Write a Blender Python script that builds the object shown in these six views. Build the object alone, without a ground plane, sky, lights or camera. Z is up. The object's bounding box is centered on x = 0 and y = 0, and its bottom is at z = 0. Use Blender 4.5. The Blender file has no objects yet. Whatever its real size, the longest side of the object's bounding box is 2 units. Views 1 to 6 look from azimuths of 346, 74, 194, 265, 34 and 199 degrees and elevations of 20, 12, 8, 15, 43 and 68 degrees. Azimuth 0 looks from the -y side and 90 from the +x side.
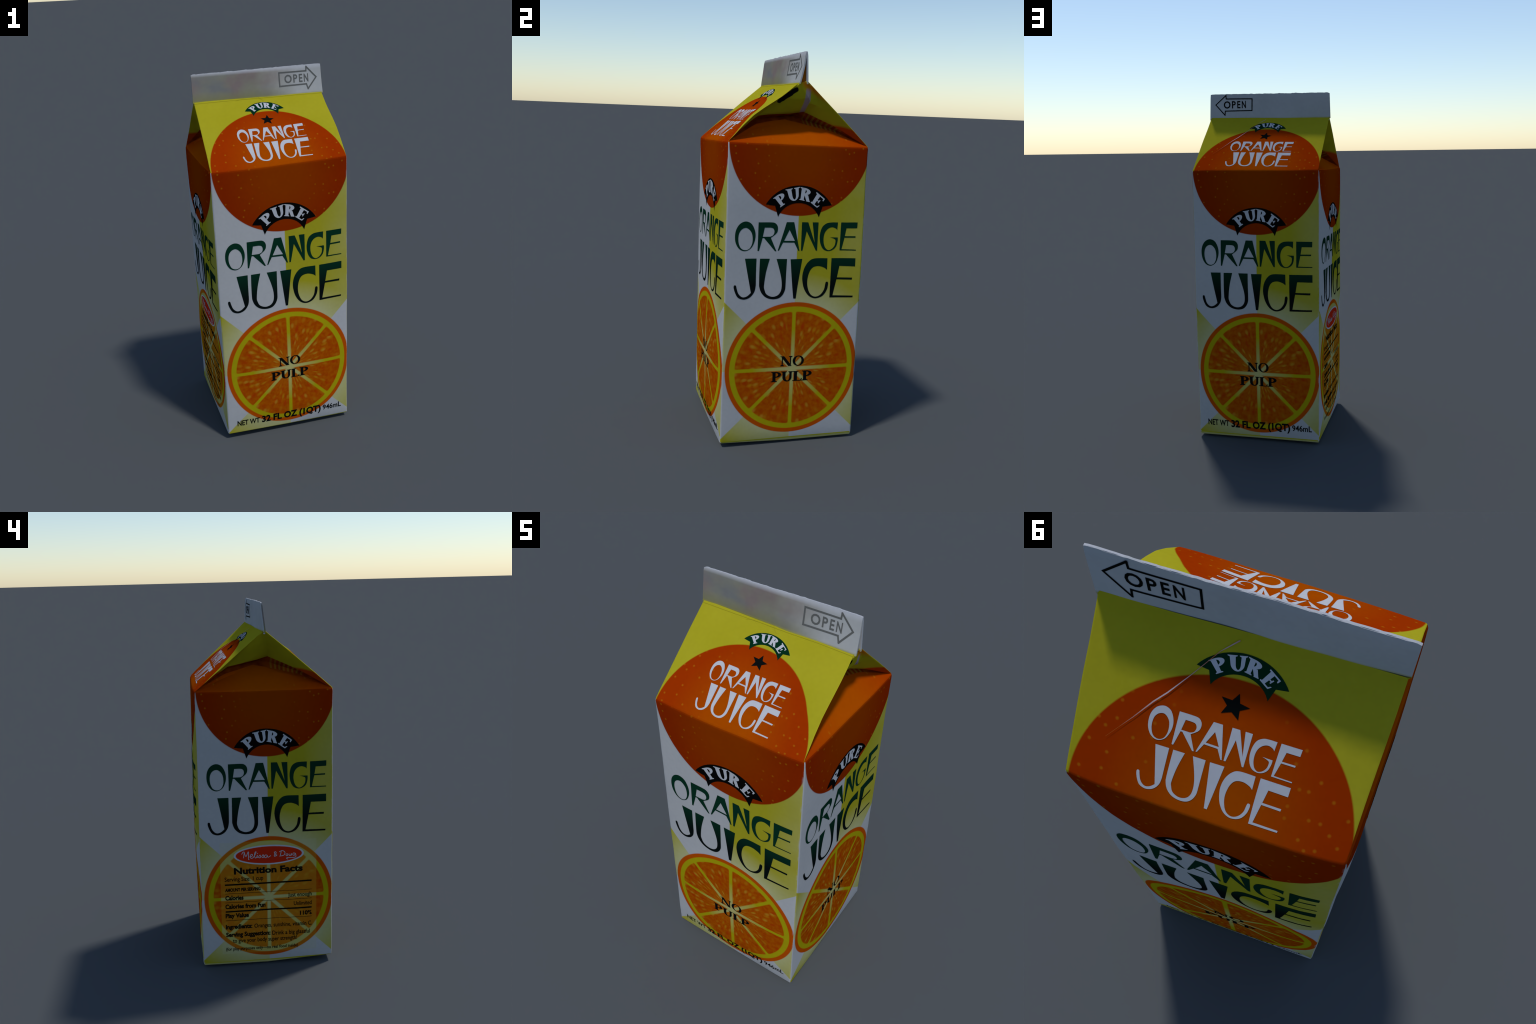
# A waxed-paper gable-top juice carton (play food): a folded shell with four
# side walls, two roof panels, two tucked gables, a crimped top fin and a
# bulging base.  All printing is thin ink geometry laid on the panels.
import bpy, bmesh, math, random
from mathutils import Vector, noise
from mathutils.geometry import tessellate_polygon

random.seed(7)
H = 0.36          # half width of the carton
ZT = 1.555        # top of the side walls
SL = 0.453        # slope length of a roof panel
FB_F = (-0.0205, 1.851)   # fin base line, front (y, z)
FB_B = (0.0095, 1.855)    # fin base line, back

scene = bpy.context.scene
coll = scene.collection

# ------------------------------------------------------------------ warping
# every corner of the real carton sits a little off the ideal box
TOPC = {(-1, -1): (-.003, -.006, -.005), (1, -1): (.006, .001, .005),
        (1, 1): (.006, -.002, -.001), (-1, 1): (.000, -.011, -.001)}
BOTC = {(-1, -1): (-.001, -.003, 0), (1, -1): (.002, 0, 0),
        (1, 1): (-.003, .006, 0), (-1, 1): (.003, .004, 0)}

def bil(tab, x, y):
    a = min(1, max(0, (x / H + 1) / 2)); b = min(1, max(0, (y / H + 1) / 2))
    out = Vector((0, 0, 0))
    for (sx, sy), d in tab.items():
        out += Vector(d) * ((a if sx > 0 else 1 - a) * (b if sy > 0 else 1 - b))
    return out

def ripple(p):
    """soft dents and waves of the paper"""
    q = noise.noise_vector(p * 3.1 + Vector((4.1, 7.7, 1.3))) * .0030
    q += noise.noise_vector(p * 8.0 + Vector((1.9, 2.2, 8.4))) * .0010
    return q

def gauss(a, s): return math.exp(-(a / s) ** 2)

def swell(x, y, z):
    """the filled carton pushes its walls out; the right end of the front roof is puffed"""
    t = min(1, max(0, (z - .02) / .10))
    up = 1 if z <= ZT else max(0, 1 - (z - ZT) / .26)
    sx, sy = min(1, abs(x) / H), min(1, abs(y) / H)
    d = Vector((0, 0, 0))
    zz = min(z, ZT)
    if y < 0:
        d.y -= (1 - sx ** 4) * sy * (.008 + .011 * gauss(zz - .42, .32)) * t * up
        if z > ZT - .06:
            k = gauss(x - .36, .17) * gauss(z - 1.67, .085)
            d.y -= .014 * k * min(1, sy * 3); d.z += .014 * k * min(1, sy * 3)
    else:
        d.y += (1 - sx ** 6) * sy * (.009 + .011 * gauss(zz - .85, .5)) * t * up
    a = (1 - sy ** 4) * sx * t * (1 if z <= ZT else max(0, 1 - (z - ZT) / .05))
    if x > 0: d.x += a * (.003 - .007 * gauss(zz - 1.0, .35))
    else: d.x -= a * (.006 + .008 * gauss(zz - 1.24, .17))
    return d

def warp(p):
    x, y, z = p
    if z <= ZT:
        t = max(0, z / ZT)
        d = bil(BOTC, x, y).lerp(bil(TOPC, x, y), t)
    else:
        t = min(1, (z - ZT) / .3)
        d = bil(TOPC, x, y) * (1 - t)
        w = min(1, max(0, y / .01 * .5 + .5))
        d.y += (x / H) * .0165 * t * w
        d.z += (x / H) * .007 * t * w
    return p + d + swell(x, y, z) + ripple(p) * min(1, max(0, z / .15))

# --------------------------------------------------------------- node helper
class N:
    """numbers flowing through a shader tree, with arithmetic"""
    def __init__(s, nt, sock): s.nt, s.k = nt, sock
    def op(s, o, *a, clamp=False):
        n = s.nt.nodes.new('ShaderNodeMath'); n.operation = o; n.use_clamp = clamp
        for i, v in enumerate((s,) + a):
            if isinstance(v, N): s.nt.links.new(v.k, n.inputs[i])
            else: n.inputs[i].default_value = v
        return N(s.nt, n.outputs[0])
    def __add__(s, o): return s.op('ADD', o)
    __radd__ = __add__
    def __sub__(s, o): return s.op('SUBTRACT', o)
    def __mul__(s, o): return s.op('MULTIPLY', o)
    __rmul__ = __mul__
    def __truediv__(s, o): return s.op('DIVIDE', o)
    def __neg__(s): return s * -1
    def mx(s, o): return s.op('MAXIMUM', o)
    def mn(s, o): return s.op('MINIMUM', o)
    def smn(s, o, k): return s.op('SMOOTH_MIN', o, k)
    def abs(s): return s.op('ABSOLUTE')
    def sqrt(s): return s.op('SQRT')
    def step(s, w=.0016):
        """soft threshold at zero: 0 below, 1 above"""
        return (s / w + .5).op('ADD', 0.0, clamp=True)
    def ramp(s, a, b): return ((s - a) / (b - a)).op('ADD', 0.0, clamp=True)
    def inv(s): return (s * -1) + 1

class Mat:
    def __init__(s, name, rough=.5, spec=0.0):
        s.m = bpy.data.materials.new(name); s.m.use_nodes = True
        s.nt = s.m.node_tree; s.bsdf = s.nt.nodes['Principled BSDF']
        s.bsdf.inputs['Roughness'].default_value = rough
        s.bsdf.inputs['Specular IOR Level'].default_value = spec
        tc = s.nt.nodes.new('ShaderNodeTexCoord'); s.co = tc.outputs['Object']
        sp = s.nt.nodes.new('ShaderNodeSeparateXYZ'); s.nt.links.new(s.co, sp.inputs[0])
        s.x, s.y, s.z = (N(s.nt, o) for o in sp.outputs)
    def col(s, c):
        n = s.nt.nodes.new('ShaderNodeRGB'); n.outputs[0].default_value = (*c, 1)
        return n.outputs[0]
    def mix(s, f, a, b):
        n = s.nt.nodes.new('ShaderNodeMix'); n.data_type = 'RGBA'
        if isinstance(f, N): s.nt.links.new(f.k, n.inputs[0])
        else: n.inputs[0].default_value = f
        for i, v in ((6, a), (7, b)):
            if isinstance(v, tuple): n.inputs[i].default_value = (*v, 1)
            else: s.nt.links.new(v, n.inputs[i])
        return n.outputs[2]
    def vec(s, x, y, z=0.0):
        n = s.nt.nodes.new('ShaderNodeCombineXYZ')
        for i, v in enumerate((x, y, z)):
            if isinstance(v, N): s.nt.links.new(v.k, n.inputs[i])
            else: n.inputs[i].default_value = v
        return n.outputs[0]
    def noise(s, scale, vec=None, detail=2, rough=.5):
        n = s.nt.nodes.new('ShaderNodeTexNoise')
        n.inputs['Scale'].default_value = scale; n.inputs['Detail'].default_value = detail
        n.inputs['Roughness'].default_value = rough
        s.nt.links.new(vec if vec is not None else s.co, n.inputs['Vector'])
        return N(s.nt, n.outputs['Fac'])
    def cells(s, vec, scale, dims='2D', rand=1.0):
        """Voronoi: distance to the cell point and a random number per cell"""
        n = s.nt.nodes.new('ShaderNodeTexVoronoi'); n.voronoi_dimensions = dims
        n.inputs['Scale'].default_value = scale; n.inputs['Randomness'].default_value = rand
        s.nt.links.new(vec, n.inputs['Vector'])
        sp = s.nt.nodes.new('ShaderNodeSeparateColor'); s.nt.links.new(n.outputs['Color'], sp.inputs[0])
        return N(s.nt, n.outputs['Distance']), N(s.nt, sp.outputs[0]), N(s.nt, sp.outputs[1])
    def done(s, c, grain=True):
        if grain:   # faint mottling of printed paper
            g = s.noise(60, detail=3).ramp(.25, .75) * .10 + s.noise(7, detail=2).ramp(.3, .7) * .06
            c = s.mix(g, c, s.mix(.55, c, (0, 0, 0)))
        s.nt.links.new(c, s.bsdf.inputs['Base Color'])
        b = s.nt.nodes.new('ShaderNodeBump'); b.inputs['Strength'].default_value = .06
        b.inputs['Distance'].default_value = .004
        s.nt.links.new(s.noise(45, detail=4).k, b.inputs['Height'])
        s.nt.links.new(b.outputs[0], s.bsdf.inputs['Normal'])
        return s.m

WHITE = (.40, .405, .415)
YELLOW = (.345, .312, .017)
PALE = (.45, .45, .28)
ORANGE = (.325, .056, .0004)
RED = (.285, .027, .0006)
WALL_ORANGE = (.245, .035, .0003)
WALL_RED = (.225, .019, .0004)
RIND = (.36, .305, .005)
CREAM = (.43, .395, .15)
SKIN = (.42, .066, .002)
INK = (.004, .005, .005)
GREEN = (.006, .040, .024)

def specks(M, u, v, c, keep):
    """small pale pores of orange peel, thinner towards the middle"""
    d, r1, r2 = M.cells(M.vec(u, v), 20)
    dot = d.ramp(.12, .04) * (r1 - keep).step(.05) * (u.abs() - .09).ramp(0, .12)
    return M.mix(dot * .42, c, (.40, .17, .008))

def globe_colour(M, u, v, r, a, b, reach=.36):
    f = ((u * u * 1.35 + v * v).sqrt()).ramp(.10, reach)
    return specks(M, u, v, M.mix(f, a, b), .30)

def wall_material(name, side, dz, panel=False):
    M = Mat(name, rough=.48)
    u0 = {'F': M.x, 'R': M.y, 'B': -M.x, 'L': -M.y}[side]
    ax = 0 if side in 'FB' else 1
    sg = {'F': 1, 'R': 1, 'B': -1, 'L': -1}[side]
    ends = {'F': ((-1, -1), (1, -1)), 'R': ((1, -1), (1, 1)),
            'B': ((1, 1), (-1, 1)), 'L': ((-1, 1), (-1, -1))}[side]
    t = M.z / ZT                      # undo the taper of the real wall
    def edge(c, s0): return t * ((TOPC[c][ax] - BOTC[c][ax]) * sg) + (s0 * H + BOTC[c][ax] * sg)
    a, b = edge(ends[0], -1), edge(ends[1], 1)
    u = ((u0 - a) / (b - a) - .5) * (2 * H)
    v = M.z - dz
    # eight-rayed sunburst behind the slice
    du, dv = u - .009, v - .411
    r = (du * du + dv * dv).sqrt()
    ang = dv.op('ARCTAN2', du)                        # radians
    sec = (ang / (math.pi / 4) + 8.0)
    odd = sec.op('FLOOR').op('MODULO', 2.0)
    diag = ((du.abs() - dv.abs()).abs()).mn((du.abs()).mn(dv.abs()) * 1.414)
    ray = (odd * 2 - 1) * diag
    yel = ray.step(.005)
    fade = r.ramp(.30, .51)
    yc = M.mix(fade, PALE, M.mix(M.noise(5).ramp(.35, .65) * .35, YELLOW, (.32, .30, .012)))
    yc = M.mix(u.ramp(.20, .37) * M.noise(3, detail=2).ramp(.3, .6) * .55, yc, (.37, .36, .14))
    c = M.mix(yel, WHITE, yc)
    # globe of the whole orange
    gu, gv = u - .009, v - 1.571
    gr = (gu * gu + gv * gv).sqrt()
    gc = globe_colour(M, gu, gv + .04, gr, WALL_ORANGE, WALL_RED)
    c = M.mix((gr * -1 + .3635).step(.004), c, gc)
    # cut slice
    spoke_a = (ang / (math.pi / 4)); near = spoke_a - spoke_a.op('ROUND')
    sd = r * ((near * (math.pi / 4)).op('SINE')).abs()
    seg = (sd - .0092).smn(r * -1 + .3035, .016)
    al = M.noise(9, M.vec(ang * 1.2, r * 5), detail=3)
    pulp = M.mix(al.ramp(.35, .7), (.34, .050, .0005), (.38, .088, .001))
    d1, k1, q1 = M.cells(M.vec(ang * 6.6 + .4, r * 14 + .3), 1.0)
    seed = d1.ramp(.31, .08) * (q1 * .6 + .4)
    pulp = M.mix(seed * (k1 - .44).step(.02) * .72, pulp, (.42, .20, .008))
    pulp = M.mix(seed * (k1 * -1 + .36).step(.02) * .8, pulp, (.38, .028, .002))
    d2, k2, q2 = M.cells(M.vec(ang * 6.1 + 3.7, r * 15 + 1.3), 1.0)
    seed2 = d2.ramp(.30, .08)
    pulp = M.mix(seed2 * (k2 - .58).step(.02) * .6, pulp, (.44, .24, .02))
    pulp = M.mix(seed2 * (k2 * -1 + .25).step(.02) * .6, pulp, (.36, .026, .001))
    pulp = M.mix(r.ramp(.17, .05) * .25, pulp, (.40, .16, .01))
    pith = M.mix(r.ramp(.03, .21), CREAM, RIND)
    skin = SKIN
    if panel:   # translucent pale box behind the printed facts
        box = ((u - .009).abs() * -1 + .262).mn((v - .408).abs() * -1 + .330).step(.003)
        pith = M.mix(box * .62, pith, (.43, .41, .17))
        pulp = M.mix(box * .58, pulp, (.42, .185, .012))
        skin = M.mix(box * .55, SKIN, (.40, .17, .012))
    sl = M.mix(seg.step(.0055), pith, pulp)
    sl = M.mix((r - .3305).step(.004), sl, skin)
    c = M.mix((r * -1 + .3535).step(.004), c, sl)
    if panel: c = M.mix((r - .353).step(.004) * box * .30, c, (.43, .42, .25))
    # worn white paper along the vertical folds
    w = (u.abs() - .351).ramp(0, .008) * M.noise(14, detail=4).ramp(.50, .62)
    c = M.mix(w * .55, c, WHITE)
    return M.done(c)

def roof_material(name, sgn):
    M = Mat(name, rough=.42)
    u = M.x * sgn
    s = (M.z - ZT) * (SL / .298)
    yc = M.mix(M.noise(4.5).ramp(.3, .7) * .5, YELLOW, (.315, .285, .009))
    gu, gv = u - .004, s + .008
    gr = (gu * gu + gv * gv).sqrt()
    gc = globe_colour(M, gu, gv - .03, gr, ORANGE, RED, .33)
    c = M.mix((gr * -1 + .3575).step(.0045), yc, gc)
    return M.done(c)

def flap_material():
    M = Mat('gable_flap_print', rough=.5)
    c = globe_colour(M, M.y, M.z - 1.60, None, (.37, .066, .0005), (.34, .040, .0005))
    return M.done(c)

def tuck_material():
    M = Mat('tucked_fold_print', rough=.6)
    yy = M.y * ((M.x > 0) if False else M.x.op('SIGN'))
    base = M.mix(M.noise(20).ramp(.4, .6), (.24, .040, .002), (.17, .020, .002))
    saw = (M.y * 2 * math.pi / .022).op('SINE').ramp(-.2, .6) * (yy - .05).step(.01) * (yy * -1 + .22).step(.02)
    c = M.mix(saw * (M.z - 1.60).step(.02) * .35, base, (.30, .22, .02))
    return M.done(c)

def pleat_material():
    M = Mat('gable_pleat_print', rough=.55)
    sx = M.x.op('SIGN')
    y = M.y * sx                     # both ends are the same under a half turn
    yc = M.mix(M.noise(6).ramp(.35, .65) * .6, (.34, .31, .010), (.27, .25, .010))
    k = y.abs() - .17
    orange = ((k * k * -1.8 + 1.655) - M.z).step(.012)
    c = M.mix(orange, yc, (.34, .040, .002))
    right = (M.x).step(.01)
    # orange bleed and glued paper strip under the fin (one end only)
    bleed = ((M.z - 1.806) + (y - .05) * .55).ramp(-.008, .018) * (y - .000).ramp(-.02, .012) * right
    strip = ((y - .033).abs() * -1 + .0125).step(.006) * right * (M.z * -1 + 1.826).step(.01)
    c = M.mix(strip, c, (.27, .21, .22))
    c = M.mix(bleed, c, (.42, .13, .006))
    # black smudge copied from a scan fault, not a mark on the paper
    ay, az, by, bz = -.100, 1.764, -.030, 1.818
    ly, lz = by - ay, bz - az; L2 = ly * ly + lz * lz
    h = ((y - ay) * (ly / L2) + (M.z - az) * (lz / L2)).op('ADD', 0, clamp=True)
    ey, ez = (y - ay) - h * ly, (M.z - az) - h * lz
    dist = (ey * ey + ez * ez).sqrt() + (M.noise(40).ramp(0, 1) - .5) * .010
    c = M.mix((dist * -1 + .012).step(.003) * right, c, (.006, .005, .004))
    return M.done(c)

def fin_material(name, stained):
    M = Mat(name, rough=.5)
    w = (.38, .395, .42)
    if stained:
        a = M.noise(5.5, detail=3).ramp(.44, .60)
        b = M.noise(4.0, M.vec(M.x + 3.3, M.y, M.z * 2 + 1), detail=3).ramp(.48, .64)
        left = M.x.ramp(.22, -.02)
        c = M.mix(left * .85 + .10, (.37, .38, .39), (.20, .197, .150))
        c = M.mix(a * left * .9, c, (.195, .155, .152))
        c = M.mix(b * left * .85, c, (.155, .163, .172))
        low = M.z.ramp(1.90, 1.855) * left
        c = M.mix(low * .75, c, (.19, .185, .085))
        c = M.mix(M.z.ramp(1.975, 1.992), c, (.40, .41, .44))
    else:
        c = M.mix(M.noise(5, detail=3).ramp(.4, .65) * .45, w, (.32, .345, .35))
    c = M.mix(M.z.ramp(1.858, 1.851) * .5, c, (.33, .31, .03))
    return M.done(c)

def plain(name, c, rough=.5, c2=None, z0=0, z1=1):
    M = Mat(name, rough=rough)
    k = M.col(c)
    if c2: k = M.mix(M.z.ramp(z0, z1), c, c2)
    k = M.mix(M.noise(38, detail=3).ramp(.35, .75) * .12, k, M.mix(.4, k, (.03, .03, .03)) if c[0] > .1 else k)
    return M.done(k, grain=False)

# ------------------------------------------------------------------ objects
def add_object(name, mesh, parent, mat=None, label=None):
    ob = bpy.data.objects.new(name, mesh)
    coll.objects.link(ob)
    if parent: ob.parent = parent
    if mat: mesh.materials.append(mat)
    return ob

root = bpy.data.objects.new('juice_carton', None)
coll.objects.link(root)
root['label'] = 'gable-top paper carton printed with oranges and green lettering'
root['category'] = 'juice carton'

# -------------------------------------------------------------- folded shell
bm = bmesh.new()
V = {}
def vert(k, p): V[k] = bm.verts.new(p)
SIG = [(-1, -1), (1, -1), (1, 1), (-1, 1)]                 # FL FR BR BL
BZ = {(-1, -1): .037, (1, -1): .030, (1, 1): .031, (-1, 1): .030}
LZ = {(-1, -1): .031, (1, -1): .021, (1, 1): .012, (-1, 1): .014}
for q in SIG:
    vert(('b',) + q, (q[0] * H, q[1] * H, BZ[q]))
    vert(('t',) + q, (q[0] * H, q[1] * H, ZT))
    vert(('l',) + q, (q[0] * (H - .006), q[1] * (H - .006), LZ[q]))
for i, q in enumerate(SIG):                                # lip sags mid-side
    r = SIG[(i + 1) % 4]
    mx, my = (q[0] + r[0]) / 2, (q[1] + r[1]) / 2
    vert(('m', i), (mx * (H - .009), my * (H - .009), (.021, .009, .012, .009)[i]))
    vert(('n', i), (mx * H, my * H, .031))
vert('c', (0, 0, 0.0))
for q, (y, z) in (((-1, -1), FB_F), ((1, -1), FB_F), ((1, 1), FB_B), ((-1, 1), FB_B)):
    vert(('f',) + q, (q[0] * H, y, z))
KIND = ['wall', 'wall', 'wall', 'wall', 'roof', 'roof', 'flap', 'tuck', 'pleat',
        'flap', 'tuck', 'pleat', 'base']
def face(kind, *ks):
    f = bm.faces.new([V[k] for k in ks]); f.material_index = kind
for i, q in enumerate(SIG):
    r = SIG[(i + 1) % 4]
    face(i, ('b',) + q, ('n', i), ('b',) + r, ('t',) + r, ('t',) + q)
    face(12, ('l',) + q, ('m', i), ('n', i), ('b',) + q)
    face(12, ('m', i), ('l',) + r, ('b',) + r, ('n', i))
    face(12, 'c', ('m', i), ('l',) + q)
    face(12, 'c', ('l',) + r, ('m', i))
face(4, ('t', -1, -1), ('t', 1, -1), ('f', 1, -1), ('f', -1, -1))
face(5, ('t', 1, 1), ('t', -1, 1), ('f', -1, 1), ('f', 1, 1))
# tucked gables; the far end is the near end turned by half a turn
for e in (1, -1):
    k0 = 6 if e > 0 else 9
    A, B = ('t', e, -e), ('t', e, e)
    FA, FB = ('f', e, -e), ('f', e, e)
    near = e > 0                      # the two ends are tucked a little differently
    P = dict(CL=(.275, -.19, 1.638), CT=(.222 if near else .214, -.04, 1.672),
             CR=(.278 if near else .254, .19, 1.620),
             VL=(.236 if near else .250, -.18, 1.662), VT=(.180, .0, 1.694), VR=(.256, .18, 1.636),
             UL=(.270 if near else .300, -.18, 1.677), UT=(.252 if near else .232, .038, 1.712),
             UR=(.300, .18, 1.650), MM=(.342 if near else .290, .033, 1.764))
    for k, (x, y, z) in P.items(): vert((k, e), (x * e, y * e, z))
    g = lambda k: (k, e)
    face(k0, A, B, g('CT')); face(k0, A, g('CT'), g('CL')); face(k0, B, g('CR'), g('CT'))
    face(k0 + 1, A, g('CL'), g('VL')); face(k0 + 1, g('CL'), g('CT'), g('VT'), g('VL'))
    face(k0 + 1, g('CT'), g('CR'), g('VR'), g('VT')); face(k0 + 1, g('CR'), B, g('VR'))
    face(k0 + 1, A, g('VL'), g('UL')); face(k0 + 1, g('VL'), g('VT'), g('UT'), g('UL'))
    face(k0 + 1, g('VT'), g('VR'), g('UR'), g('UT')); face(k0 + 1, g('VR'), B, g('UR'))
    face(k0 + 2, A, g('UL'), FA); face(k0 + 2, g('UL'), g('UT'), g('MM'), FA)
    face(k0 + 2, g('UT'), g('UR'), FB, g('MM')); face(k0 + 2, g('UR'), B, FB)
    face(k0 + 2, g('MM'), FB, FA)
bmesh.ops.recalc_face_normals(bm, faces=bm.faces)

def edge(a, b): return bm.edges.get((V[a], V[b]))
vertical, folds, sides, lip = [], [], [], []
for i, q in enumerate(SIG):
    r = SIG[(i + 1) % 4]
    vertical.append(edge(('b',) + q, ('t',) + q))
    folds.append(edge(('t',) + q, ('t',) + r))
    sides.append(edge(('t',) + q, ('f',) + q))
    lip += [edge(('b',) + q, ('n', i)), edge(('n', i), ('b',) + r)]
bmesh.ops.bevel(bm, geom=vertical + folds + sides, offset=.010, segments=4,
                affect='EDGES', profile=.5, clamp_overlap=True, material=-1, loop_slide=True)
# fine grid so that the paper can ripple
def cut(bm, axis, lo, hi, step):
    n = Vector((0, 0, 0)); n[axis] = 1
    c = lo
    while c < hi:
        p = Vector((0, 0, 0)); p[axis] = c
        bmesh.ops.bisect_plane(bm, geom=bm.verts[:] + bm.edges[:] + bm.faces[:], dist=1e-5,
                               plane_co=p, plane_no=n)
        c += step
cut(bm, 2, .08, 1.85, .05)
cut(bm, 0, -.325, .34, .05)
cut(bm, 1, -.325, .34, .05)
for v in bm.verts: v.co = warp(v.co)
bm.normal_update()

mats = [wall_material('front_wall_print', 'F', -.005), wall_material('plain_wall_print', 'R', .001),
        wall_material('back_wall_print', 'B', -.008), wall_material('facts_wall_print', 'L', 0, True),
        roof_material('roof_print', 1), roof_material('back_roof_print', -1)]
fm, tm, pm = flap_material(), tuck_material(), pleat_material()
bmat = Mat('base_paper', rough=.55)
bc = bmat.mix(bmat.z.ramp(.020, .026), (.44, .42, .17), (.37, .35, .015))
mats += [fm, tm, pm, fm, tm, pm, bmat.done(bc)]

# corner normals: area weighted over neighbours that bend gently
def smooth_normals(bm):
    out = {}
    for f in bm.faces:
        for v in f.verts:
            n = Vector((0, 0, 0))
            for g in v.link_faces:
                if g.normal.dot(f.normal) > .80: n += g.normal * g.calc_area()
            out[(f.index, v.index)] = n.normalized() if n.length else f.normal.copy()
    return out
bm.verts.index_update(); bm.faces.index_update()
NRM = smooth_normals(bm)
NAMES = ['side_wall'] * 4 + ['roof_panel'] * 2 + ['gable_flap', 'tucked_fold', 'gable_pleat'] * 2 + ['carton_base']
panels = []
for k in range(13):
    idx, vs, fs, nn = {}, [], [], []
    for f in bm.faces:
        if f.material_index != k: continue
        row = []
        for v in f.verts:
            if v.index not in idx: idx[v.index] = len(vs); vs.append(v.co.copy())
            row.append(idx[v.index]); nn.append(NRM[(f.index, v.index)])
        fs.append(row)
    me = bpy.data.meshes.new(NAMES[k]); me.from_pydata(vs, [], fs)
    me.polygons.foreach_set('use_smooth', [True] * len(fs))
    me.normals_split_custom_set([tuple(n) for n in nn])
    panels.append(add_object(NAMES[k], me, root, mats[k]))
bm.free()
WALL = {'F': panels[0], 'R': panels[1], 'B': panels[2], 'L': panels[3]}
ROOF = {'F': panels[4], 'B': panels[5]}

# ------------------------------------------------- placing ink on the panels
DZ = {'F': -.005, 'R': .001, 'B': -.008, 'L': 0}
def on_wall(side):
    dz = DZ[side]
    def f(u, v, h):
        d = H + h
        p = {'F': (u, -d), 'R': (d, u), 'B': (-u, d), 'L': (-d, -u)}[side]
        return warp(Vector((p[0], p[1], v + dz)))
    return f
def on_roof(side):
    sg = 1 if side == 'F' else -1
    yb, zb = FB_F if side == 'F' else FB_B
    a = Vector((0, -sg * H, ZT)); t = (Vector((0, yb, zb)) - a).normalized()
    n = Vector((0, -sg * t.z, t.y * sg)); n = n if n.z > 0 else -n
    def f(u, s, h):
        p = a + t * s + n * h; p.x = u * sg
        return warp(p)
    return f

def fin_y(which, x, z):
    """front / back face of the crimped fin"""
    t = (x / H + 1) / 2; k = max(0, min(1.05, (z - 1.845) / .15))
    top = -.003 + .017 * t
    yf = (-.0215 + .0015 * t) * (1 - k) + (top - .0055) * k - .003 * t * math.sin(k * math.pi)* -1
    yb = (-.0075 + .0335 * t) * (1 - k) + (top + .0055) * k
    w = .0016 * math.sin(x * 14 + z * 9) + .0012 * noise.noise(Vector((x * 9, z * 9, 2)))
    return (yf if which == 'F' else yb) + w
def on_fin(side):
    def f(u, z, h):
        x = u if side == 'F' else -u
        return Vector((x, fin_y(side, x, z) + (-h if side == 'F' else h), z))
    return f

def ink(name, loops, place, mat, parent, h=.0008, step=.022, kind=None):
    """lay filled outlines (outer first, then holes; or several fills) on a panel"""
    b = bmesh.new()
    for fill in loops:
        pts = [Vector((x, y, 0)) for lp in fill for x, y in lp]
        vs = [b.verts.new(p) for p in pts]
        for tri in tessellate_polygon([[Vector((x, y, 0)) for x, y in lp] for lp in fill]):
            try: b.faces.new([vs[i] for i in tri])
            except ValueError: pass
    return finish_ink(b, name, place, mat, parent, h, step, kind)

def finish_ink(b, name, place, mat, parent, h, step, kind):
    if not b.faces: b.free(); return None
    for f in b.faces:
        f.normal_update()
        if f.normal.z < 0: f.normal_flip()
    for ax in (0, 1):
        cs = [v.co[ax] for v in b.verts]
        lo = math.floor(min(cs) / step) * step + step
        cut(b, ax, lo, max(cs), step)
    for v in b.verts: v.co = place(v.co.x, v.co.y, h)
    b.normal_update()
    me = bpy.data.meshes.new(name); b.to_mesh(me); b.free()
    # the mapped outline must face outwards
    me.polygons.foreach_set('use_smooth', [True] * len(me.polygons))
    ob = add_object(name, me, parent, mat)
    if kind: ob['kind'] = kind
    return ob

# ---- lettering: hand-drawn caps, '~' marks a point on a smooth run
GLYPH = {}
def glyph(ch, u0, v0, *loops):
    """outline in millimetres from the lower left corner (u0, v0) on the wall"""
    out = []
    for lp in loops:
        P = []
        for w in lp.split():
            x, y = w.lstrip('~').split(',')
            P.append((float(x), float(y), w[0] == '~'))
        out.append(flow(P))
    GLYPH[ch] = (u0, v0, out)

def flow(P, closed=True, n=5):
    """Catmull-Rom through smooth points, straight between corners"""
    m = len(P); res = []
    for i in range(m if closed else m - 1):
        p0, p1, p2, p3 = (P[(i + k - 1) % m] if closed else P[min(m - 1, max(0, i + k - 1))] for k in range(4))
        res.append((p1[0], p1[1]))
        if not (p1[2] or p2[2]): continue
        a = p0 if p1[2] else p1
        d = p3 if p2[2] else p2
        for j in range(1, n):
            t = j / n
            res.append(tuple(.5 * (2 * p1[c] + (p2[c] - a[c]) * t + (2 * a[c] - 5 * p1[c] + 4 * p2[c] - d[c]) * t * t
                                   + (3 * p1[c] - a[c] - 3 * p2[c] + d[c]) * t ** 3) for c in (0, 1)))
    if not closed: res.append((P[-1][0], P[-1][1]))
    return res

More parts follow.
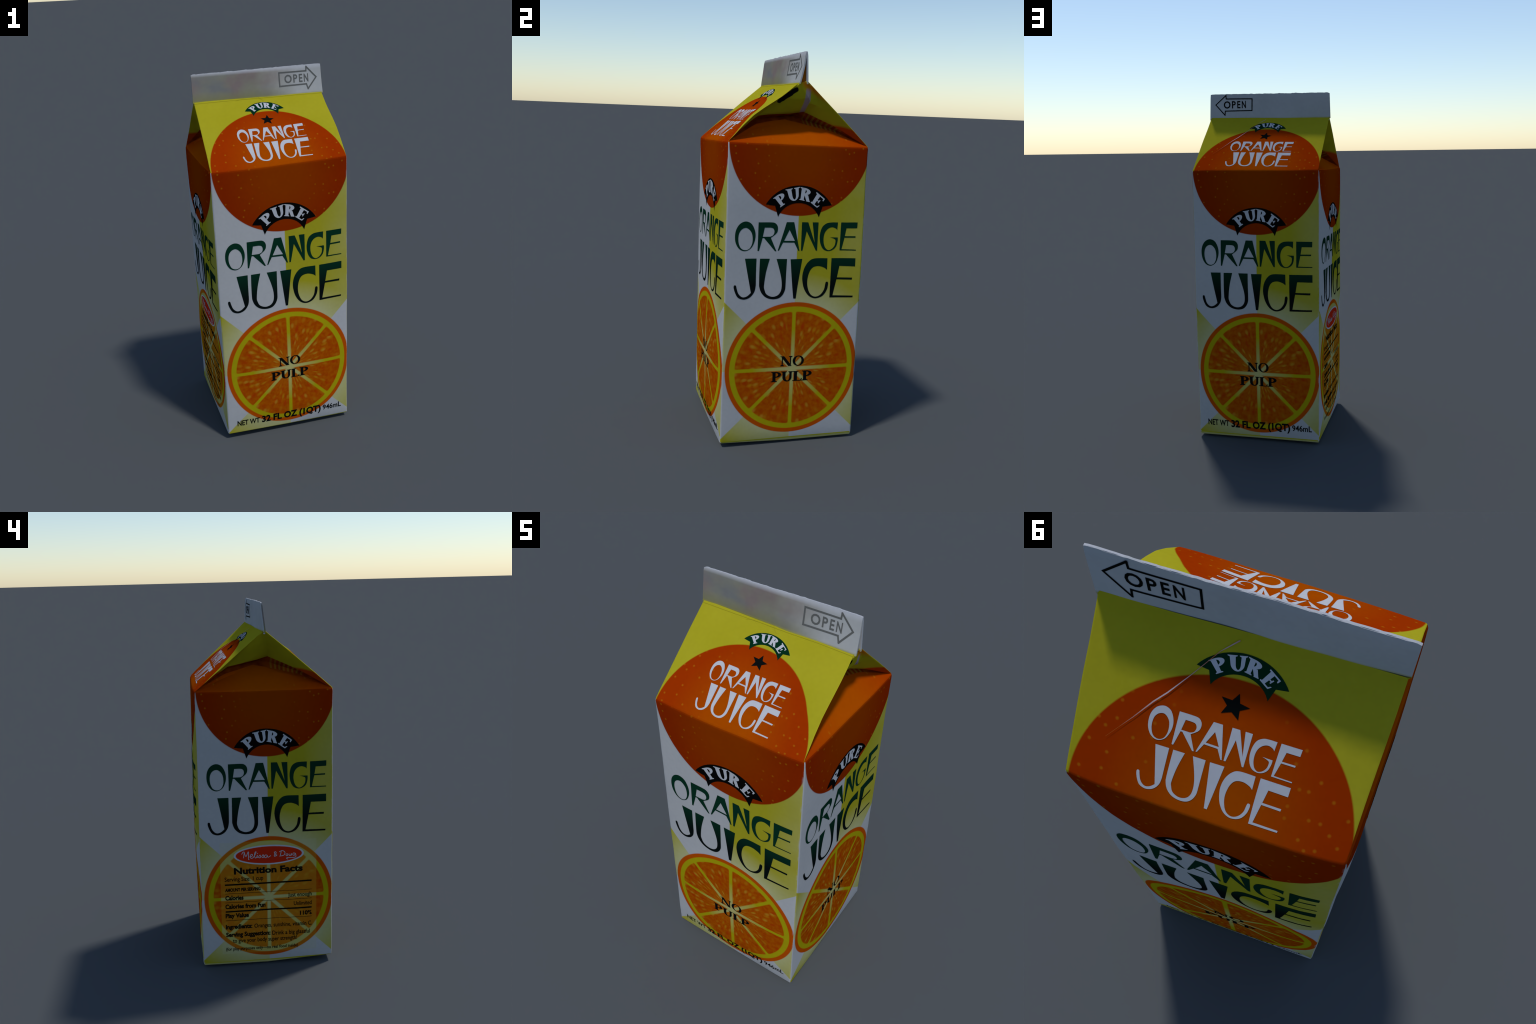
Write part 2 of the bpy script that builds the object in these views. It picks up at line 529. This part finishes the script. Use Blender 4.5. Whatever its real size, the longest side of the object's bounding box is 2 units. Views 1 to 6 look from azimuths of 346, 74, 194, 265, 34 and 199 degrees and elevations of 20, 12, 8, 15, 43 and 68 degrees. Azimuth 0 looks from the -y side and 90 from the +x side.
glyph('O', -313, 1030,
      '~51,149 ~79,139 ~96,112 ~103,81 ~99,48 ~83,15 ~54,0 ~25,10 ~6,39 ~0,74 ~5,109 ~23,137',
      '~53,117 ~69,110 ~83,92 ~89,65 ~87,36 ~75,13 ~54,5 ~33,14 ~21,37 ~17,65 ~21,92 ~34,110')
glyph('R', -197, 1029,
      '0,146 ~63,146 ~85,142 ~98,127 ~100,106 ~92,88 66,67 97,1 90,0 31,66 23,66 7,1 0,2',
      '32,119 ~62,119 ~77,114 ~83,98 ~77,81 62,73 24,73')
glyph('A', -93, 1031,
      '41,145 80,145 114,0 108,0 85,41 26,42 6,1 0,1',
      '57,106 88,50 31,51')
glyph('N', 28, 1030,
      '0,146 33,146 72,41 56,146 87,146 87,0 80,0 27,100 9,1 1,1')
glyph('G', 126, 1027,
      '93,148 91,108 ~83,117 ~62,123 ~41,115 ~26,96 ~20,69 ~23,39 ~33,16 ~49,5 ~67,11 ~81,28 ~85,49 '
      '~82,60 ~70,66 53,71 96,70 ~96,51 ~89,23 ~72,6 ~48,0 ~23,9 ~7,33 ~0,65 ~2,99 ~13,128 ~35,144 ~61,148')
glyph('E', 235, 1029,
      '1,146 89,146 88,116 31,116 24,75 82,75 82,67 23,67 10,7 88,5 88,0 0,1')
glyph('J', -312, 784,
      '53,208 112,208 112,71 ~107,41 ~91,16 ~70,3 ~47,0 ~23,10 ~8,34 ~0,61 ~2,73 ~11,72 ~15,57 ~23,33 '
      '~36,17 ~51,11 ~70,17 88,33')
glyph('U', -183, 783,
      '1,208 51,208 ~34,135 ~26,71 ~29,50 ~41,26 ~69,13 ~97,18 ~114,36 ~120,64 ~117,103 ~105,150 86,207 '
      '141,207 140,68 ~138,47 ~126,21 ~105,4 ~72,0 ~39,9 ~15,31 ~3,59 ~0,89')
glyph('I', -23, 784, '0,204 62,205 37,0 24,0')
glyph('C', 45, 782,
      '128,208 129,147 ~114,159 ~84,168 ~53,161 ~35,135 ~27,92 ~32,53 ~48,20 ~73,7 ~99,16 ~118,42 ~124,74 '
      '~127,84 ~136,84 ~139,72 ~133,41 ~115,13 ~89,0 ~62,0 ~35,16 ~13,49 ~2,88 ~0,123 ~9,161 ~30,193 ~60,208')
glyph('E_wide', 195, 783,
      '0,207 128,206 128,164 44,166 34,106 116,105 115,94 32,96 16,11 126,9 125,0 0,0')

ink_green = plain('green_black_ink', (.0035, .006, .006), .45, (.003, .027, .014), .86, 1.0)
ink_black = plain('black_ink', INK, .45)
ink_white = plain('white_print', (.43, .44, .475), .5)
ink_banner = plain('green_banner_ink', (.002, .024, .010), .45)
ink_banner_black = plain('black_banner_ink', (.003, .003, .003), .45)
ink_red = plain('red_logo_ink', (.44, .022, .006), .45)
ink_open = plain('olive_grey_ink', (.105, .108, .105), .5)
ink_brown = plain('brown_black_ink', (.008, .006, .003), .5)

def words(place, parent, mat, fu, fv, split=900):
    for ch in ('O', 'R', 'A', 'N', 'G', 'E', 'J', 'U', 'I', 'C', 'E_wide'):
        u0, v0, loops = GLYPH[ch]
        low = v0 < split
        ink('letter', [[[( fu(u0 + x, low), fv(v0 + y, low)) for x, y in lp] for lp in loops]],
            place, mat, parent)

# ---- serif caps for the banner and for the slice caption (unit height)
def bar(x0, y0, x1, y1): return [(x0, y0), (x1, y0), (x1, y1), (x0, y1)]
def limb(x0, y0, x1, y1, w):
    """slanted stroke with level ends"""
    return [(x0 - w / 2, y0), (x0 + w / 2, y0), (x1 + w / 2, y1), (x1 - w / 2, y1)]
def foot(x, y, w, t=.07, up=True):
    """bracketed serif"""
    s = 1 if up else -1
    return [(x - w / 2, y), (x + w / 2, y), (x + w / 2, y + s * t * .7), (x + w * .22, y + s * t * 1.7),
            (x - w * .22, y + s * t * 1.7), (x - w / 2, y + s * t * .7)]
def arc(cx, cy, rx, ry, a0, a1, n=14):
    return [(cx + rx * math.cos(math.radians(a0 + (a1 - a0) * i / n)),
             cy + ry * math.sin(math.radians(a0 + (a1 - a0) * i / n))) for i in range(n + 1)]
def bow(cx, cy, rx, ry, a0, a1, thick, thin):
    """swelling curved stroke: thick at the sides, thin at top and bottom"""
    o = arc(cx, cy, rx, ry, a0, a1); i = arc(cx, cy, rx - thick, ry - thin, a0, a1)
    return o + i[::-1]
def serif(ch, w=.20, h=.085):
    """list of filled strokes, height 1, and the advance"""
    if ch == 'P':
        return [[bar(.13, .02, .13 + w, .98)], [foot(.13 + w / 2, 0, .46)],
                [foot(.10 + w / 2, 1, .36, up=False)],
                [bow(.33, .71, .42, .29, -90, 90, w, h)], [bar(.2, .91, .35, 1)], [bar(.2, .42, .35, .51)]], .80
    if ch == 'U':
        return [[bar(.12, .38, .12 + w, 1)], [foot(.12 + w / 2, 1, .42, up=False)],
                [bar(.62, .38, .62 + w * .75, 1)], [foot(.62 + w * .37, 1, .34, up=False)],
                [arc(.12 + (.5 + w * .75) / 2, .39, (.5 + w * .75) / 2, .40, 180, 360)
                 + arc(.12 + w + (.5 - w) / 2, .39, (.5 - w) / 2, .30, 360, 180)]], .90
    if ch == 'R':
        return [[bar(.13, .02, .13 + w, .98)], [foot(.13 + w / 2, 0, .42)],
                [foot(.10 + w / 2, 1, .36, up=False)],
                [bow(.33, .73, .38, .27, -90, 90, w, h)], [bar(.2, .91, .35, 1)], [bar(.2, .46, .35, .55)],
                [limb(.48, .50, .72, .06, w * 1.05)], [foot(.74, 0, .30)]], .90
    if ch == 'E':
        return [[bar(.13, .02, .13 + w, .98)], [bar(.04, .90, .72, 1)], [bar(.04, 0, .74, .10)],
                [bar(.2, .46, .55, .55)], [[(.62, 1), (.72, 1), (.74, .74), (.67, .76)]],
                [[(.62, 0), (.74, 0), (.78, .28), (.71, .26)]], [bar(.50, .36, .57, .66)]], .82
    if ch == 'L':
        return [[bar(.13, .02, .13 + w, .98)], [foot(.13 + w / 2, 1, .42, up=False)],
                [bar(.02, 0, .66, .08)], [[(.58, 0), (.66, 0), (.72, .25), (.65, .24)]]], .74
    if ch == 'N':
        return [[bar(.14, .02, .22, .98)], [foot(.18, 0, .28)], [bar(.74, .02, .82, .98)],
                [foot(.78, 1, .28, up=False)], [limb(.18, 1, .76, 0, w * 1.15)], [bar(.02, .95, .2, 1)]], .98
    if ch == 'O':
        n = 26
        return [[arc(.45, .5, .42, .52, 0, 360, n)[:-1], arc(.45, .5, .42 - w * .85, .44, 0, 360, n)[:-1]]], .92

def banner(place, parent, cu, cv, sx, sy, mat):
    f = lambda x, y: (cu + x * sx, cv + y * sy)
    out = arc(0, 0, .202, .202, 31.7, 148.3, 26) + [(-.124, .0995)] + arc(0, 0, .116, .116, 157, 23, 22) + [(.124, .0995)]
    ink('banner', [[[f(x, y) for x, y in out]]], place, mat, parent)
    for ch, a, hgt in (('P', 36, .059), ('U', 11.5, .062), ('R', -11.5, .062), ('E', -36.5, .059)):
        strokes, adv = serif(ch, .25, .11)
        t = math.radians(a); wid = hgt * 1.24
        def g(x, y):
            x, y = (x - adv / 2) * wid, (y - .5) * hgt
            # fan out along the arc
            x *= (1 + .8 * y / .16)
            ca, sa = math.cos(t), math.sin(t)
            r = .1605 + y
            return f(-sa * r + ca * x, ca * r + sa * x)
        ink('banner_letter', [[[g(x, y) for x, y in lp] for lp in st] for st in strokes], place, ink_white, parent, h=.0016)

def caption(place, parent):
    for text, u0, u1, v0, v1 in (('NO', -.058, .074, .424, .477), ('PULP', -.104, .120, .341, .395)):
        total = sum(serif(c)[1] for c in text) - .07 * (len(text) - 1)
        k = (u1 - u0) / total; x = 0
        for ch in text:
            strokes, adv = serif(ch, .22, .095)
            rise = .004 if ch == 'N' else 0
            ink('caption_letter', [[[(u0 + (x + px) * k, v0 + py * (v1 - v0)) for px, py in lp] for lp in st]
                                   for st in strokes], place, ink_black, parent)
            x += adv - .07

# ---- plain sans lettering from the built-in font
def text_bm(s, bold=0.0):
    cu = bpy.data.curves.new('type', 'FONT'); cu.body = s; cu.size = 1; cu.resolution_u = 3
    cu.offset = bold; cu.fill_mode = 'FRONT'
    ob = bpy.data.objects.new('type', cu); coll.objects.link(ob)
    dg = bpy.context.evaluated_depsgraph_get(); dg.update()
    me = bpy.data.meshes.new_from_object(ob.evaluated_get(dg))
    b = bmesh.new(); b.from_mesh(me)
    bpy.data.objects.remove(ob); bpy.data.curves.remove(cu); bpy.data.meshes.remove(me)
    return b
_b = text_bm('H'); CAP = max(v.co.y for v in _b.verts); _b.free()

def line_of_type(name, s, u0, u1, v0, cap, place, parent, mat, bold=0.0, kind='stuff', h=.0008):
    b = text_bm(s, bold)
    xs = [v.co.x for v in b.verts]; a, e = min(xs), max(xs)
    for v in b.verts:
        v.co.x = u0 + (v.co.x - a) / (e - a) * (u1 - u0)
        v.co.y = v0 + v.co.y / CAP * cap
        v.co.z = 0
    return finish_ink(b, name, place, mat, parent, h, .05, kind)

def ribbon(P, w):
    """constant-width pen stroke along points, as one fill"""
    L, R = [], []
    for i, p in enumerate(P):
        a, b = P[max(0, i - 1)], P[min(len(P) - 1, i + 1)]
        dx, dy = b[0] - a[0], b[1] - a[1]; l = math.hypot(dx, dy) or 1
        nx, ny = -dy / l * w / 2, dx / l * w / 2
        L.append((p[0] + nx, p[1] + ny)); R.append((p[0] - nx, p[1] - ny))
    return [[[L[i], L[i + 1], R[i + 1], R[i]]] for i in range(len(P) - 1)]

# ------------------------------------------------------------ print the walls
for side in 'FRBL':
    W, pl = WALL[side], on_wall(side)
    words(pl, W, ink_green, lambda m, low: m / 1000, lambda m, low: m / 1000)
    banner(pl, W, .008, 1.157, 1, 1, ink_banner_black)
    if side != 'L': caption(pl, W)
    if side in 'FB':
        line_of_type('net_weight_text', 'NET WT', -.305, -.176, .083, .034, pl, W, ink_black, .022)
        line_of_type('net_weight_text', '32 FL OZ (1QT)', -.163, .191, .080, .041, pl, W, ink_black, .038)
        line_of_type('net_weight_text', '946mL', .203, .318, .083, .033, pl, W, ink_black, .020)

W, pl = WALL['L'], on_wall('L')
ink('logo_border', [[arc(.013, .660, .191, .0565, 0, 360, 40)[:-1]]], pl, ink_white, W, h=.0008)
ink('logo_oval', [[arc(.013, .660, .180, .048, 0, 360, 40)[:-1]]], pl, ink_red, W, h=.0016)
SCRIPT = (
    '-135,669 -129,680 -121,682 -123,664 -125,647', '-121,681 -112,656 -99,683 -98,656 -99,639 -94,637',
    '-88,653 -77,659 -79,668 -87,663 -90,651 -82,644 -73,648', '-73,648 -60,669 -57,681 -63,676 -66,656 -60,645 -54,650',
    '-54,650 -50,661 -51,649 -45,648', '-49,673 -48,669', '-45,649 -36,661 -32,651 -38,645 -43,648',
    '-28,649 -19,662 -15,652 -20,645 -25,649', '6,656 -6,660 -12,649 -4,644 4,653 8,646 23,655',
    '56,651 42,670 49,676 52,668 42,657 45,649 56,659', '80,677 74,652', '69,674 86,680 100,669 93,653 70,649',
    '112,661 105,656 109,648 116,653 112,661', '122,660 123,650 130,648 135,660 136,648',
    '157,660 146,662 143,652 151,648 157,659 159,640 140,636 116,638 108,634 117,628')
pen = []
for st in SCRIPT:
    P = [tuple(float(c) / 1000 for c in w.split(',')) + (True,) for w in st.split()]
    pen += ribbon(flow(P, closed=False), .0034)
ink('logo_script', pen, pl, ink_white, W, h=.0024, step=.1)

for v, t in ((.4965, .0090), (.4445, .0024), (.3915, .0024), (.3365, .0090), (.282, .0024)):
    ink('divider_line', [[bar(-.231, v - t / 2, .246, v + t / 2)]], pl, ink_brown, W)
for s, u0, u1, v, cap, bold in (
        ('Nutrition Facts', -.180, .197, .557, .034, .030),
        ('Serving Size: 1 cup', -.232, -.022, .516, .024, 0),
        ('AMOUNT PER SERVING', -.231, -.038, .457, .018, .035),
        ('Calories', -.231, -.132, .407, .025, .030), ('Just enough', .113, .246, .407, .024, 0),
        ('Calories from Fun', -.232, -.012, .355, .025, .030), ('Unlimited', .145, .246, .354, .024, 0),
        ('Play Value', -.232, -.104, .299, .025, .030), ('110%', .179, .246, .294, .023, .030),
        ('Ingredients:', -.232, -.085, .231, .025, .030),
        ('Oranges, sunshine, vitamin C.', -.074, .248, .230, .024, 0),
        ('Serving Suggestion:', -.232, .014, .183, .025, .030), ('Drink a big glassful', .024, .235, .181, .024, 0),
        ('to give your body super strength!', -.195, .162, .146, .024, 0),
        ('(for play purposes only\u2014no real food inside)', -.234, .167, .099, .019, 0)):
    line_of_type('fine_print', s, u0, u1, v, cap, pl, W, ink_brown, bold + .014)

# ------------------------------------------------------------ print the roofs
for side in 'FB':
    Rf, pl = ROOF[side], on_roof(side)
    fu = lambda m, low: (m / 1000 - .0055) * (.570 if low else .564) + .003
    fv = lambda m, low: (.035 + (m / 1000 - .783) * .556) if low else (.162 + (m / 1000 - 1.03) * .566)
    words(pl, Rf, ink_white, fu, fv)
    banner(pl, Rf, .008, .301, .627, .563, ink_banner)
    star = []
    for i in range(10):
        a = math.radians(82 - 36 * i); r = .037 if i % 2 == 0 else .0165
        star.append((.006 + r * math.cos(a), .2935 + r * .88 * math.sin(a)))
    ink('star', [[star]], pl, ink_black, Rf)

# white scuffed crease running over the back roof, and hairline cracks
pl = on_roof('B')
M = Mat('scuffed_paper', rough=.45)          # brightest mid-way, fading out to the corner
k = (M.z - 1.742).abs().ramp(.075, .006).mx((M.z - 1.832).abs().ramp(.022, .004) * .7)
scuff = M.done(M.mix(k, (.32, .075, .012), (.50, .38, .38)), grain=False)
P = [(-.018, .440), (-.055, .405), (-.107, .333), (-.148, .279), (-.175, .249), (-.212, .200), (-.268, .133)]
Wd = [.0016, .0008, .0009, .0016, .0017, .0009, .0004]
L = [(x - w * .8, y + w * .6) for (x, y), w in zip(P, Wd)]; Rt = [(x + w * .8, y - w * .6) for (x, y), w in zip(P, Wd)]
ink('scuff_crease', [[[L[i], Rt[i], Rt[i + 1], L[i + 1]]] for i in range(len(P) - 1)], pl, scuff, ROOF['B'], h=.0030, step=.1)
hair = plain('crack_tint', (.28, .25, .012), .6)  # olive-yellow colour of the crack lines themselves
def hairline(place, parent, pts, w=.0011):
    ink('hairline_crease', ribbon(pts, w), place, hair, parent, h=.0010, step=.1)
pl = on_roof('F')
hairline(pl, ROOF['F'], [(-.355, .438), (-.2, .440), (-.05, .443), (.08, .4415), (.2, .4435), (.355, .443)], .0016)
hairline(pl, ROOF['F'], [(-.005, .452), (.004, .438), (.020, .425)])
hairline(pl, ROOF['F'], [(-.130, .436), (-.112, .441), (-.095, .443)])
pl = on_roof('B')

# ------------------------------------------------------------------- the fin
def fin_layer(side, mat):
    """one of the two crimped paper layers, with a torn top edge"""
    b = bmesh.new(); nx, nz = 72, 9; T = .0072
    sg = 1 if side == 'F' else -1
    rows = []
    for inner in (0, 1):
        grid = []
        for i in range(nx + 1):
            x = -.3575 + .7165 * i / nx
            t = i / nx
            top = 1.9915 + .0075 * t + .0022 * noise.noise(Vector((x * 22, 3 if side == 'F' else 9, 0)))
            top += .0022 * noise.noise(Vector((x * 60, 5, 1 if side == 'F' else 4)))
            top -= .004 * (max(0, abs(x) - .344) / .015) ** 2
            if i == nx: top += .002
            if side == 'B': top -= .0005
            col = []
            for j in range(nz + 1):
                k = j / nz; z = 1.846 + (top - 1.846) * k
                # ends flare slightly outward at the foot of the fin
                xx = x + (.003 if x > 0 else -.002) * (1 - k) * abs(x / H) ** 6
                rnd = .0022 * (max(0, k - .86) / .14) ** 2 * (0 if inner else 1)
                y = fin_y(side, x, z) + sg * (rnd + (T if inner else 0))
                col.append(b.verts.new((xx, y, z)))
            grid.append(col)
        rows.append(grid)
    for g in rows:
        for i in range(nx):
            for j in range(nz):
                b.faces.new((g[i][j], g[i + 1][j], g[i + 1][j + 1], g[i][j + 1]))
    a, c = rows
    for i in range(nx):
        b.faces.new((a[i][nz], a[i + 1][nz], c[i + 1][nz], c[i][nz]))
        b.faces.new((a[i][0], c[i][0], c[i + 1][0], a[i + 1][0]))
    for i in (0, nx):
        for j in range(nz):
            b.faces.new((a[i][j], a[i][j + 1], c[i][j + 1], c[i][j]))
    bmesh.ops.recalc_face_normals(b, faces=b.faces)
    me = bpy.data.meshes.new('fin_layer'); b.to_mesh(me); b.free()
    me.polygons.foreach_set('use_smooth', [True] * len(me.polygons))
    me.set_sharp_from_angle(angle=math.radians(50))
    return add_object('fin_layer', me, fin, mat)

fin = bpy.data.objects.new('top_fin', None); coll.objects.link(fin); fin.parent = root
front_layer = fin_layer('F', fin_material('stained_fin_paper', True))
back_layer = fin_layer('B', fin_material('fin_paper', False))

# paper folded between the two layers; it shows orange in the open end
b = bmesh.new(); st = []
for i in range(25):
    x = -.352 + .697 * i / 24
    ring = []
    for z in (1.835, 1.87, 1.91, 1.95, 1.985):
        yf, yb = fin_y('F', x, max(z, 1.845)) + .003, fin_y('B', x, max(z, 1.845)) - .003
        if yf > yb: yf = yb = (yf + yb) / 2; 
        ring.append((yf - .0004, yb + .0004, z))
    st.append(([b.verts.new((x, r[0], r[2])) for r in ring], [b.verts.new((x, r[1], r[2])) for r in ring]))
for i in range(24):
    for s in (0, 1):
        for j in range(4):
            b.faces.new((st[i][s][j], st[i + 1][s][j], st[i + 1][s][j + 1], st[i][s][j + 1]))
    b.faces.new((st[i][0][4], st[i + 1][0][4], st[i + 1][1][4], st[i][1][4]))
    b.faces.new((st[i][0][0], st[i][1][0], st[i + 1][1][0], st[i + 1][0][0]))
for i in (0, 24):
    for j in range(4):
        b.faces.new((st[i][0][j], st[i][0][j + 1], st[i][1][j + 1], st[i][1][j]))
bmesh.ops.recalc_face_normals(b, faces=b.faces)
me = bpy.data.meshes.new('inner_fold'); b.to_mesh(me); b.free()
M = Mat('inner_fold_paper', rough=.6)
c = M.mix(M.x.step(.1) * M.z.ramp(1.945, 1.925), (.40, .40, .41), (.42, .125, .008))
add_object('inner_fold', me, fin, M.done(c))

for side, layer, mat, k in (('F', front_layer, ink_open, 1), ('B', back_layer, ink_black, -1)):
    pl = on_fin(side)
    if side == 'F':
        box = [(.121, 1.896), (.121, 1.966), (.275, 1.966), (.277, 1.988), (.331, 1.931), (.281, 1.873), (.273, 1.898)]
    else:
        box = [(-.105, 1.899), (-.103, 1.967), (-.262, 1.970), (-.263, 1.990), (-.326, 1.936), (-.270, 1.875), (-.268, 1.899)]
    strokes = []
    for i in range(len(box)):
        p, q = box[i], box[(i + 1) % len(box)]
        dx, dy = q[0] - p[0], q[1] - p[1]; l = math.hypot(dx, dy); e = (.0036 if side == 'F' else .0028)
        p2 = (p[0] - dx / l * e, p[1] - dy / l * e); q2 = (q[0] + dx / l * e, q[1] + dy / l * e)
        strokes += ribbon([p2, q2], .0074 if side == 'F' else .0060)
    ink('arrow_outline', strokes, pl, mat, layer, step=.02)
    u0 = .150 if side == 'F' else -.277
    b0 = 1.911 if side == 'F' else 1.915
    for ch, a, e in (('O', 0, .045), ('P', .054, .079), ('E', .089, .110), ('N', .119, .146)):
        w = .136 / .146
        line_of_type('arrow_letter', ch, u0 + a * w, u0 + e * w, b0, .040, pl, layer, mat, .022, None)
